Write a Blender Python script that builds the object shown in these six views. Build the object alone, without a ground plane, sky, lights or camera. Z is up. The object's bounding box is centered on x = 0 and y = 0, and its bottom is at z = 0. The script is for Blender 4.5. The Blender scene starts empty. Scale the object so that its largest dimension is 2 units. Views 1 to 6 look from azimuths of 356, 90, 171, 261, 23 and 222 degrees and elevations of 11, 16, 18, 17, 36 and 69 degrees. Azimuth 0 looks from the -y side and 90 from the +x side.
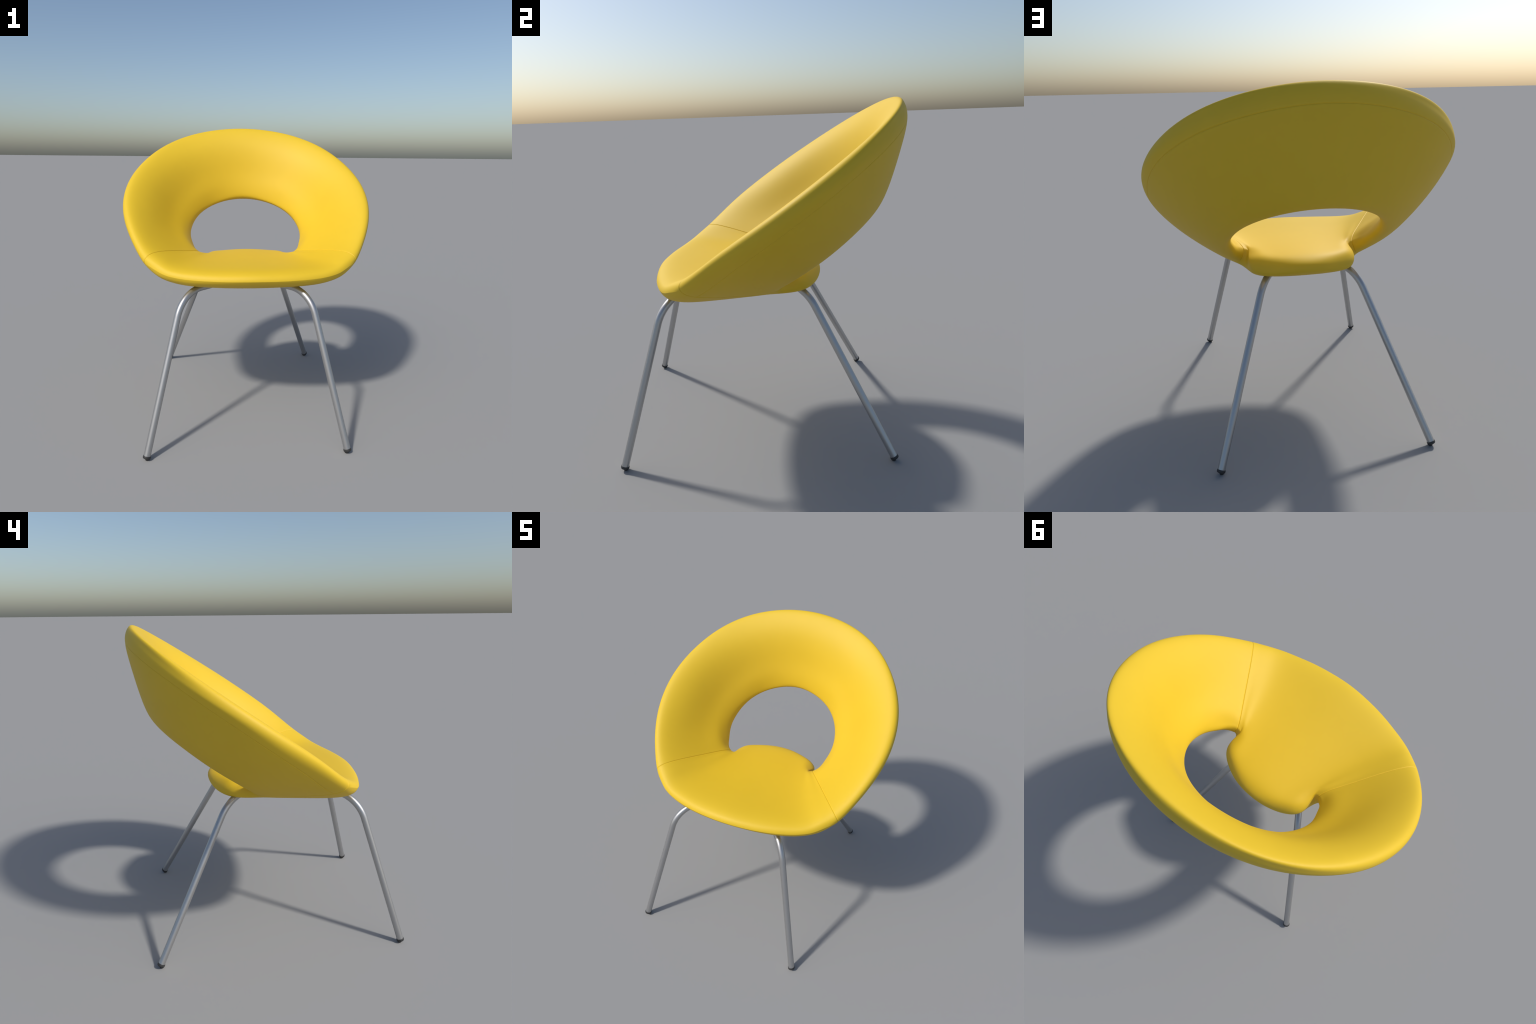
"""Upholstered tub chair: one padded ring of foam (seat tongue + sloping
wrap-round back with an oval opening) on four bent steel tube legs."""
import bpy
import math
import numpy as np
from mathutils import Vector

# ------------------------------------------------------------------
# 1. The padded ring.  Each cross-section is a closed loop of eleven spline
#    control points in this order:
#    rim edge, rim top, upper face x3, lip top, lip edge, lip bottom,
#    under face x2, rim bottom.
#    Sections run from the middle of the seat front round the right-hand
#    side to the middle of the back; the left side mirrors them.
# ------------------------------------------------------------------
SECTIONS = [
    ('front_centre', [(0, -0.65, 1.029), (0, -0.606, 1.095), (0, -0.31, 1.08), (0, 0.02, 1.078), (0, 0.255, 1.079), (0, 0.331, 1.057), (0, 0.379, 1.021), (0, 0.348, 0.948), (0, 0.084, 0.887), (0, -0.31, 0.903), (0, -0.58, 0.981)]),
    ('front_inner', [(0.155, -0.638, 1.027), (0.154, -0.591, 1.091), (0.146, -0.305, 1.079), (0.12, 0.015, 1.077), (0.09, 0.248, 1.075), (0.109, 0.321, 1.059), (0.101, 0.367, 1.009), (0.115, 0.343, 0.946), (0.124, 0.076, 0.896), (0.143, -0.31, 0.908), (0.154, -0.577, 0.979)]),
    ('front_quarter', [(0.294, -0.614, 1.031), (0.289, -0.566, 1.09), (0.27, -0.297, 1.078), (0.22, -0.002, 1.076), (0.169, 0.224, 1.069), (0.206, 0.288, 1.06), (0.2, 0.331, 0.988), (0.212, 0.313, 0.941), (0.227, 0.053, 0.917), (0.269, -0.311, 0.925), (0.293, -0.563, 0.976)]),
    ('front_corner', [(0.409, -0.578, 1.033), (0.396, -0.539, 1.09), (0.36, -0.288, 1.083), (0.29, -0.028, 1.08), (0.226, 0.185, 1.071), (0.278, 0.244, 1.068), (0.289, 0.289, 0.986), (0.28, 0.251, 0.93), (0.297, 0.022, 0.938), (0.369, -0.309, 0.944), (0.406, -0.533, 0.974)]),
    ('front_bend', [(0.499, -0.548, 1.043), (0.473, -0.515, 1.093), (0.42, -0.285, 1.095), (0.338, -0.055, 1.089), (0.263, 0.134, 1.071), (0.313, 0.187, 1.046), (0.328, 0.24, 1.007), (0.308, 0.19, 0.935), (0.34, -0.007, 0.954), (0.442, -0.302, 0.96), (0.492, -0.494, 0.982)]),
    ('front_shoulder', [(0.565, -0.515, 1.055), (0.528, -0.485, 1.105), (0.465, -0.282, 1.113), (0.375, -0.075, 1.101), (0.289, 0.087, 1.082), (0.316, 0.14, 1.045), (0.315, 0.172, 1.045), (0.328, 0.153, 0.953), (0.38, -0.021, 0.96), (0.492, -0.284, 0.976), (0.564, -0.461, 0.998)]),
    ('before_seam', [(0.624, -0.469, 1.084), (0.578, -0.447, 1.133), (0.501, -0.275, 1.131), (0.404, -0.084, 1.108), (0.317, 0.055, 1.092), (0.301, 0.1, 1.06), (0.296, 0.112, 1.059), (0.346, 0.146, 0.965), (0.412, -0.026, 0.968), (0.528, -0.248, 0.997), (0.621, -0.42, 1.019)]),
    ('side_seam', [(0.697, -0.417, 1.101), (0.646, -0.401, 1.168), (0.541, -0.254, 1.153), (0.435, -0.08, 1.117), (0.357, 0.045, 1.097), (0.337, 0.087, 1.075), (0.331, 0.1, 1.07), (0.345, 0.134, 0.978), (0.442, -0.015, 0.974), (0.567, -0.193, 1.024), (0.66, -0.34, 1.054)]),
    ('arm_low', [(0.755, -0.325, 1.173), (0.718, -0.322, 1.232), (0.602, -0.196, 1.207), (0.482, -0.036, 1.161), (0.398, 0.063, 1.139), (0.385, 0.113, 1.101), (0.377, 0.143, 1.092), (0.391, 0.153, 1.006), (0.488, 0.036, 1.022), (0.63, -0.121, 1.079), (0.72, -0.247, 1.126)]),
    ('arm_mid', [(0.83, -0.194, 1.288), (0.786, -0.2, 1.337), (0.661, -0.094, 1.296), (0.531, 0.046, 1.223), (0.449, 0.117, 1.195), (0.414, 0.171, 1.147), (0.385, 0.213, 1.115), (0.446, 0.205, 1.06), (0.547, 0.122, 1.09), (0.705, -0.019, 1.167), (0.806, -0.131, 1.239)]),
    ('arm_high', [(0.889, -0.016, 1.421), (0.842, -0.023, 1.461), (0.696, 0.047, 1.412), (0.562, 0.161, 1.303), (0.487, 0.205, 1.262), (0.434, 0.247, 1.211), (0.416, 0.282, 1.162), (0.474, 0.293, 1.128), (0.586, 0.236, 1.173), (0.76, 0.124, 1.277), (0.875, 0.038, 1.366)]),
    ('side_widest', [(0.894, 0.2, 1.548), (0.86, 0.183, 1.612), (0.687, 0.217, 1.542), (0.554, 0.297, 1.396), (0.485, 0.319, 1.341), (0.422, 0.348, 1.277), (0.409, 0.377, 1.23), (0.457, 0.403, 1.202), (0.582, 0.373, 1.272), (0.754, 0.3, 1.404), (0.869, 0.234, 1.517)]),
    ('back_corner', [(0.816, 0.429, 1.673), (0.789, 0.406, 1.766), (0.617, 0.392, 1.67), (0.489, 0.433, 1.494), (0.427, 0.438, 1.424), (0.365, 0.455, 1.335), (0.37, 0.476, 1.308), (0.401, 0.518, 1.283), (0.521, 0.521, 1.375), (0.674, 0.497, 1.539), (0.79, 0.456, 1.677)]),
    ('back_quarter', [(0.623, 0.627, 1.837), (0.627, 0.622, 1.904), (0.474, 0.545, 1.778), (0.365, 0.549, 1.578), (0.316, 0.54, 1.496), (0.275, 0.557, 1.384), (0.279, 0.564, 1.373), (0.305, 0.624, 1.352), (0.394, 0.654, 1.463), (0.512, 0.674, 1.66), (0.606, 0.67, 1.811)]),
    ('back_inner', [(0.35, 0.775, 1.962), (0.362, 0.758, 1.992), (0.259, 0.647, 1.85), (0.195, 0.629, 1.634), (0.169, 0.613, 1.543), (0.146, 0.61, 1.43), (0.146, 0.624, 1.418), (0.167, 0.698, 1.4), (0.212, 0.743, 1.523), (0.278, 0.787, 1.74), (0.326, 0.816, 1.899)]),
    ('back_centre', [(0, 0.836, 2.012), (0, 0.794, 2.026), (0, 0.684, 1.875), (0, 0.658, 1.653), (0, 0.64, 1.56), (0, 0.626, 1.459), (0, 0.652, 1.434), (0, 0.722, 1.417), (0, 0.776, 1.545), (0, 0.828, 1.767), (0, 0.865, 1.939)]),
]
HALF = len(SECTIONS)
NU = 2 * (HALF - 1)          # sections all the way round
NV = 11                      # control points per section
SEAM_U = 7.0                 # the radial seam sits at the side_seam section
SEAM_V = 10.0                # the piping line below the rim on the outside


def spline_weights(n, t, deriv=False):
    """Periodic uniform cubic B-spline weights, one row per parameter."""
    t = np.asarray(t, float)
    i = np.floor(t).astype(int)
    f = t - i
    if deriv:
        w = [-(1 - f) ** 2 / 2, (9 * f * f - 12 * f) / 6,
             (-9 * f * f + 6 * f + 3) / 6, f * f / 2]
    else:
        w = [(1 - f) ** 3 / 6, (3 * f ** 3 - 6 * f * f + 4) / 6,
             (-3 * f ** 3 + 3 * f * f + 3 * f + 1) / 6, f ** 3 / 6]
    m = np.zeros((len(t), n))
    for k in range(4):
        np.add.at(m, (np.arange(len(t)), (i - 1 + k) % n), w[k])
    return m


def control_net():
    half = np.array([s[1] for s in SECTIONS], float)
    half[0, :, 0] = 0
    half[-1, :, 0] = 0
    return np.concatenate([half, half[-2:0:-1] * np.array([-1, 1, 1])])


def samples(n, per_unit, seams, spread):
    """Even parameters plus a tight cluster at every seam line."""
    t = list(np.arange(n * per_unit) / per_unit)
    for s in seams:
        t = [x for x in t if min(abs(x - s), n - abs(x - s)) > spread * 3.2]
        t += [(s + spread * k) % n for k in (-3, -2, -1.4, -.9, -.45, 0, .45, .9, 1.4, 2, 3)]
    return np.array(sorted(t))


def smooth(x):
    x = np.clip(x, 0, 1)
    return x * x * (3 - 2 * x)


GROOVE_WIDTH = 0.0022
GROOVE_DEPTH = 0.0030
NET = control_net()
US = samples(NU, 13, [SEAM_U, NU - SEAM_U], 0.02)
VS = samples(NV, 12, [SEAM_V], 0.018)
U_FROM_FRONT = np.minimum(US, NU - US)


def ring_surface():
    bu, bv = spline_weights(NU, US), spline_weights(NV, VS)
    du, dv = spline_weights(NU, US, True), spline_weights(NV, VS, True)
    ev = lambda a, b: np.einsum('ai,bj,ijk->abk', a, b, NET)
    P, Pu, Pv = ev(bu, bv), ev(du, bv), ev(bu, dv)
    # welted front edge of the seat: the top cover meets the underside in a
    # crisp crease along the rim, between the two radial seams
    delta, reach = KINK_SPAN, KINK_PUSH
    w = 1 - smooth((U_FROM_FRONT - 6.2) / 0.8)
    one = lambda v, d=False: np.einsum('ai,bj,ijk->abk', bu, spline_weights(NV, [v % NV], d), NET)[:, 0]
    Sa, Ta, Sb, Tb, S0 = one(delta), one(delta, True), one(-delta), one(-delta, True), one(0.0)
    corner = S0 + reach * (((Sa - Ta * delta) + (Sb + Tb * delta)) / 2 - S0)
    for j, v in enumerate(VS):
        s = v if v < NV / 2 else v - NV
        if abs(s) < delta:
            if s >= 0:
                lin = Sa + Ta * (s - delta) + (corner - (Sa - Ta * delta)) * ((delta - s) / delta) ** KINK_POWER
            else:
                lin = Sb + Tb * (s + delta) + (corner - (Sb + Tb * delta)) * ((delta + s) / delta) ** KINK_POWER
            P[:, j] += w[:, None] * (lin - P[:, j])
    # seam grooves
    n = np.cross(Pu, Pv)
    n /= np.linalg.norm(n, axis=2, keepdims=True)
    lu = np.linalg.norm(Pu, axis=2)
    lv = np.linalg.norm(Pv, axis=2)
    d_radial = np.abs(U_FROM_FRONT - SEAM_U)[:, None] * lu
    d_piping = np.abs(VS - SEAM_V)[None, :] * lv
    on_back = smooth((U_FROM_FRONT - SEAM_U + 0.05) / 0.1)[:, None]
    groove = np.maximum(np.exp(-(d_radial / GROOVE_WIDTH) ** 2),
                        0.8 * on_back * np.exp(-(d_piping / GROOVE_WIDTH) ** 2))
    return P - n * (groove * GROOVE_DEPTH)[:, :, None]


KINK_SPAN = 0.6
KINK_PUSH = 0.04
KINK_POWER = 1.6


# ------------------------------------------------------------------
# 2. Materials
# ------------------------------------------------------------------
def new_material(name):
    m = bpy.data.materials.new(name)
    m.use_nodes = True
    return m, m.node_tree.nodes, m.node_tree.links, m.node_tree.nodes['Principled BSDF']


def upholstery_material():
    m, nodes, links, bsdf = new_material('yellow_upholstery')
    co = nodes.new('ShaderNodeTexCoord')
    noise = nodes.new('ShaderNodeTexNoise')
    noise.inputs['Scale'].default_value = 5.0
    noise.inputs['Detail'].default_value = 4.0
    links.new(co.outputs['Object'], noise.inputs['Vector'])
    ramp = nodes.new('ShaderNodeValToRGB')
    ramp.color_ramp.elements[0].position = 0.3
    ramp.color_ramp.elements[0].color = (0.718, 0.479, 0.0145, 1)
    ramp.color_ramp.elements[1].position = 0.7
    ramp.color_ramp.elements[1].color = (0.732, 0.489, 0.0152, 1)
    links.new(noise.outputs['Fac'], ramp.inputs['Fac'])
    links.new(ramp.outputs['Color'], bsdf.inputs['Base Color'])
    bsdf.inputs['Roughness'].default_value = 0.6
    bsdf.inputs['Specular IOR Level'].default_value = 0.5
    weave = nodes.new('ShaderNodeTexNoise')
    weave.inputs['Scale'].default_value = 420.0
    links.new(co.outputs['Object'], weave.inputs['Vector'])
    bump = nodes.new('ShaderNodeBump')
    bump.inputs['Strength'].default_value = 0.02
    bump.inputs['Distance'].default_value = 0.001
    links.new(weave.outputs['Fac'], bump.inputs['Height'])
    links.new(bump.outputs['Normal'], bsdf.inputs['Normal'])
    return m


def steel_material():
    m, nodes, links, bsdf = new_material('satin_steel')
    co = nodes.new('ShaderNodeTexCoord')
    noise = nodes.new('ShaderNodeTexNoise')
    noise.inputs['Scale'].default_value = 12.0
    links.new(co.outputs['Object'], noise.inputs['Vector'])
    ramp = nodes.new('ShaderNodeMapRange')
    ramp.inputs['To Min'].default_value = 0.37
    ramp.inputs['To Max'].default_value = 0.40
    links.new(noise.outputs['Fac'], ramp.inputs['Value'])
    links.new(ramp.outputs['Result'], bsdf.inputs['Roughness'])
    bsdf.inputs['Base Color'].default_value = (0.48, 0.48, 0.48, 1)
    bsdf.inputs['Metallic'].default_value = 0.88
    return m


def rubber_material():
    m, nodes, links, bsdf = new_material('black_rubber')
    co = nodes.new('ShaderNodeTexCoord')
    noise = nodes.new('ShaderNodeTexNoise')
    noise.inputs['Scale'].default_value = 60.0
    links.new(co.outputs['Object'], noise.inputs['Vector'])
    ramp = nodes.new('ShaderNodeValToRGB')
    ramp.color_ramp.elements[0].color = (0.028, 0.028, 0.028, 1)
    ramp.color_ramp.elements[1].color = (0.036, 0.036, 0.036, 1)
    links.new(noise.outputs['Fac'], ramp.inputs['Fac'])
    links.new(ramp.outputs['Color'], bsdf.inputs['Base Color'])
    bsdf.inputs['Roughness'].default_value = 0.5
    return m


# ------------------------------------------------------------------
# 3. Objects
# ------------------------------------------------------------------
def link(ob, parent=None):
    bpy.context.scene.collection.objects.link(ob)
    if parent is not None:
        ob.parent = parent
    return ob


chair = link(bpy.data.objects.new('lounge_chair', None))
chair['label'] = 'yellow padded tub chair with oval opening and steel tube legs'
chair['category'] = 'lounge chair'


def build_ring():
    P = ring_surface()
    nu, nv = len(US), len(VS)
    verts = P.reshape(-1, 3)
    faces, region = [], []
    for i in range(nu):
        i2 = (i + 1) % nu
        um = (US[i] + (US[i2] if i2 else NU)) / 2
        um = min(um, NU - um)
        for j in range(nv):
            j2 = (j + 1) % nv
            vm = (VS[j] + (VS[j2] if j2 else NV)) / 2
            faces.append((i * nv + j, i2 * nv + j, i2 * nv + j2, i * nv + j2))
            if um < SEAM_U:
                region.append('seat')
            elif 6.0 < vm < SEAM_V:
                region.append('back_panel')
            else:
                region.append('backrest')
    whole = bpy.data.meshes.new('whole_ring')
    whole.from_pydata(verts.tolist(), [], faces)
    for p in whole.polygons:
        p.use_smooth = True
    # crisp front crease: sharp edges along the rim between the seams
    crease = {i for i in range(nu) if U_FROM_FRONT[i] < 6.8}
    jr = int(np.argmin(VS))
    sharp = whole.attributes.new('sharp_edge', 'BOOLEAN', 'EDGE')
    for e in whole.edges:
        a, b = e.vertices
        if a % nv == jr and b % nv == jr and a // nv in crease and b // nv in crease:
            sharp.data[e.index].value = True
    whole.update()
    loop_normals = [Vector(c.vector) for c in whole.corner_normals]
    fabric = upholstery_material()
    for part in ('seat', 'backrest', 'back_panel'):
        ids = [k for k, r in enumerate(region) if r == part]
        used = sorted({v for k in ids for v in faces[k]})
        back = {v: n for n, v in enumerate(used)}
        me = bpy.data.meshes.new(part)
        me.from_pydata([verts[v].tolist() for v in used], [],
                       [[back[v] for v in faces[k]] for k in ids])
        for p in me.polygons:
            p.use_smooth = True
        normals = [loop_normals[4 * k + c] for k in ids for c in range(4)]
        me.normals_split_custom_set(normals)
        me.materials.append(fabric)
        link(bpy.data.objects.new(part, me), chair)
    bpy.data.meshes.remove(whole)


build_ring()

# ---- legs -------------------------------------------------------------
LEG_CENTRE_X = -0.039
TUBE_RADIUS = 0.0211
STEEL, RUBBER = steel_material(), rubber_material()
#        foot on the floor         point at z = 0.8       level  bend  twist
LEGS = {
    'front': (Vector((0.6086, -0.8205, 0)), Vector((0.4264, -0.5955, 0.8)), 0.9536, 0.2143, 0.0846),
    'rear': (Vector((0.6103, 0.7335, 0)), Vector((0.3232, 0.3260, 0.8)), 0.9509, 0.2313, -0.0495),
}


def sweep(points, radii, sides=28):
    """Tube mesh along a polyline, closed with caps."""
    verts, faces = [], []
    side = None
    n = len(points)
    for i, p in enumerate(points):
        t = (points[min(i + 1, n - 1)] - points[max(i - 1, 0)]).normalized()
        if side is None:
            side = t.cross(Vector((0, 0, 1)) if abs(t.z) < 0.99 else Vector((1, 0, 0))).normalized()
        side = (side - t * side.dot(t)).normalized()
        up = t.cross(side)
        for k in range(sides):
            a = 2 * math.pi * k / sides
            verts.append(p + (side * math.cos(a) + up * math.sin(a)) * radii[i])
    for i in range(n - 1):
        for k in range(sides):
            k2 = (k + 1) % sides
            faces.append((i * sides + k, i * sides + k2, (i + 1) * sides + k2, (i + 1) * sides + k))
    faces.append(tuple(range(sides))[::-1])
    faces.append(tuple((n - 1) * sides + k for k in range(sides)))
    return verts, faces


def mesh_object(name, verts, faces, material, parent):
    me = bpy.data.meshes.new(name)
    me.from_pydata([tuple(v) for v in verts], [], faces)
    for p in me.polygons:
        p.use_smooth = True
    me.set_sharp_from_angle(angle=math.radians(50))
    me.materials.append(material)
    return link(bpy.data.objects.new(name, me), parent)


def build_leg(kind, side):
    foot, knee, level, bend, twist = LEGS[kind]
    flip = Vector((side, 1, 1))
    u = (knee - foot).normalized()
    top = foot + u * (level / u.z)
    flat = Vector((u.x, u.y, 0)).normalized()
    c, s = math.cos(twist), math.sin(twist)
    flat = Vector((c * flat.x - s * flat.y, s * flat.x + c * flat.y, 0))
    turn = u.angle(flat)
    start = top - u * (bend * math.tan(turn / 2))
    normal = (flat - u * u.dot(flat)).normalized()
    centre = start + normal * bend
    tip = foot + u * 0.026
    path = [tip.lerp(start, k / 12) for k in range(12)]
    path += [centre - normal * bend * math.cos(a) + u * bend * math.sin(a)
             for a in [turn * k / 20 for k in range(21)]]
    path.append(path[-1] + flat * 0.12)
    place = lambda p: Vector((p.x * flip.x + LEG_CENTRE_X, p.y, p.z))
    path = [place(p) for p in path]
    leg = mesh_object('leg', *sweep(path, [TUBE_RADIUS] * len(path)), STEEL, chair)
    # rubber foot: a slightly wider collar, domed under, standing on a small pad
    along = (path[1] - path[0]).normalized()
    base = place(foot)
    collar = [(0.027, 0.0205), (0.0262, 0.0232), (0.024, 0.0238), (0.016, 0.0238),
              (0.012, 0.0222), (0.009, 0.0170), (0.008, 0.0100)]
    lift = 0.001 + 0.0035 * (along.cross(Vector((0, 0, 1))).length - 0.34) / 0.19
    verts, faces = sweep([base + along * (h + lift) for h, r in collar], [r for h, r in collar])
    under = base + along * 0.031
    under.z = 0
    pad_v, pad_f = sweep([under + Vector((0, 0, h)) for h in (0.014, 0.002, 0.0)],
                         [0.0135, 0.0135, 0.0125])
    faces += [tuple(len(verts) + i for i in f) for f in pad_f]
    mesh_object('foot_cap', verts + pad_v, faces, RUBBER, leg)


for kind in ('front', 'rear'):
    for side in (1, -1):
        build_leg(kind, side)
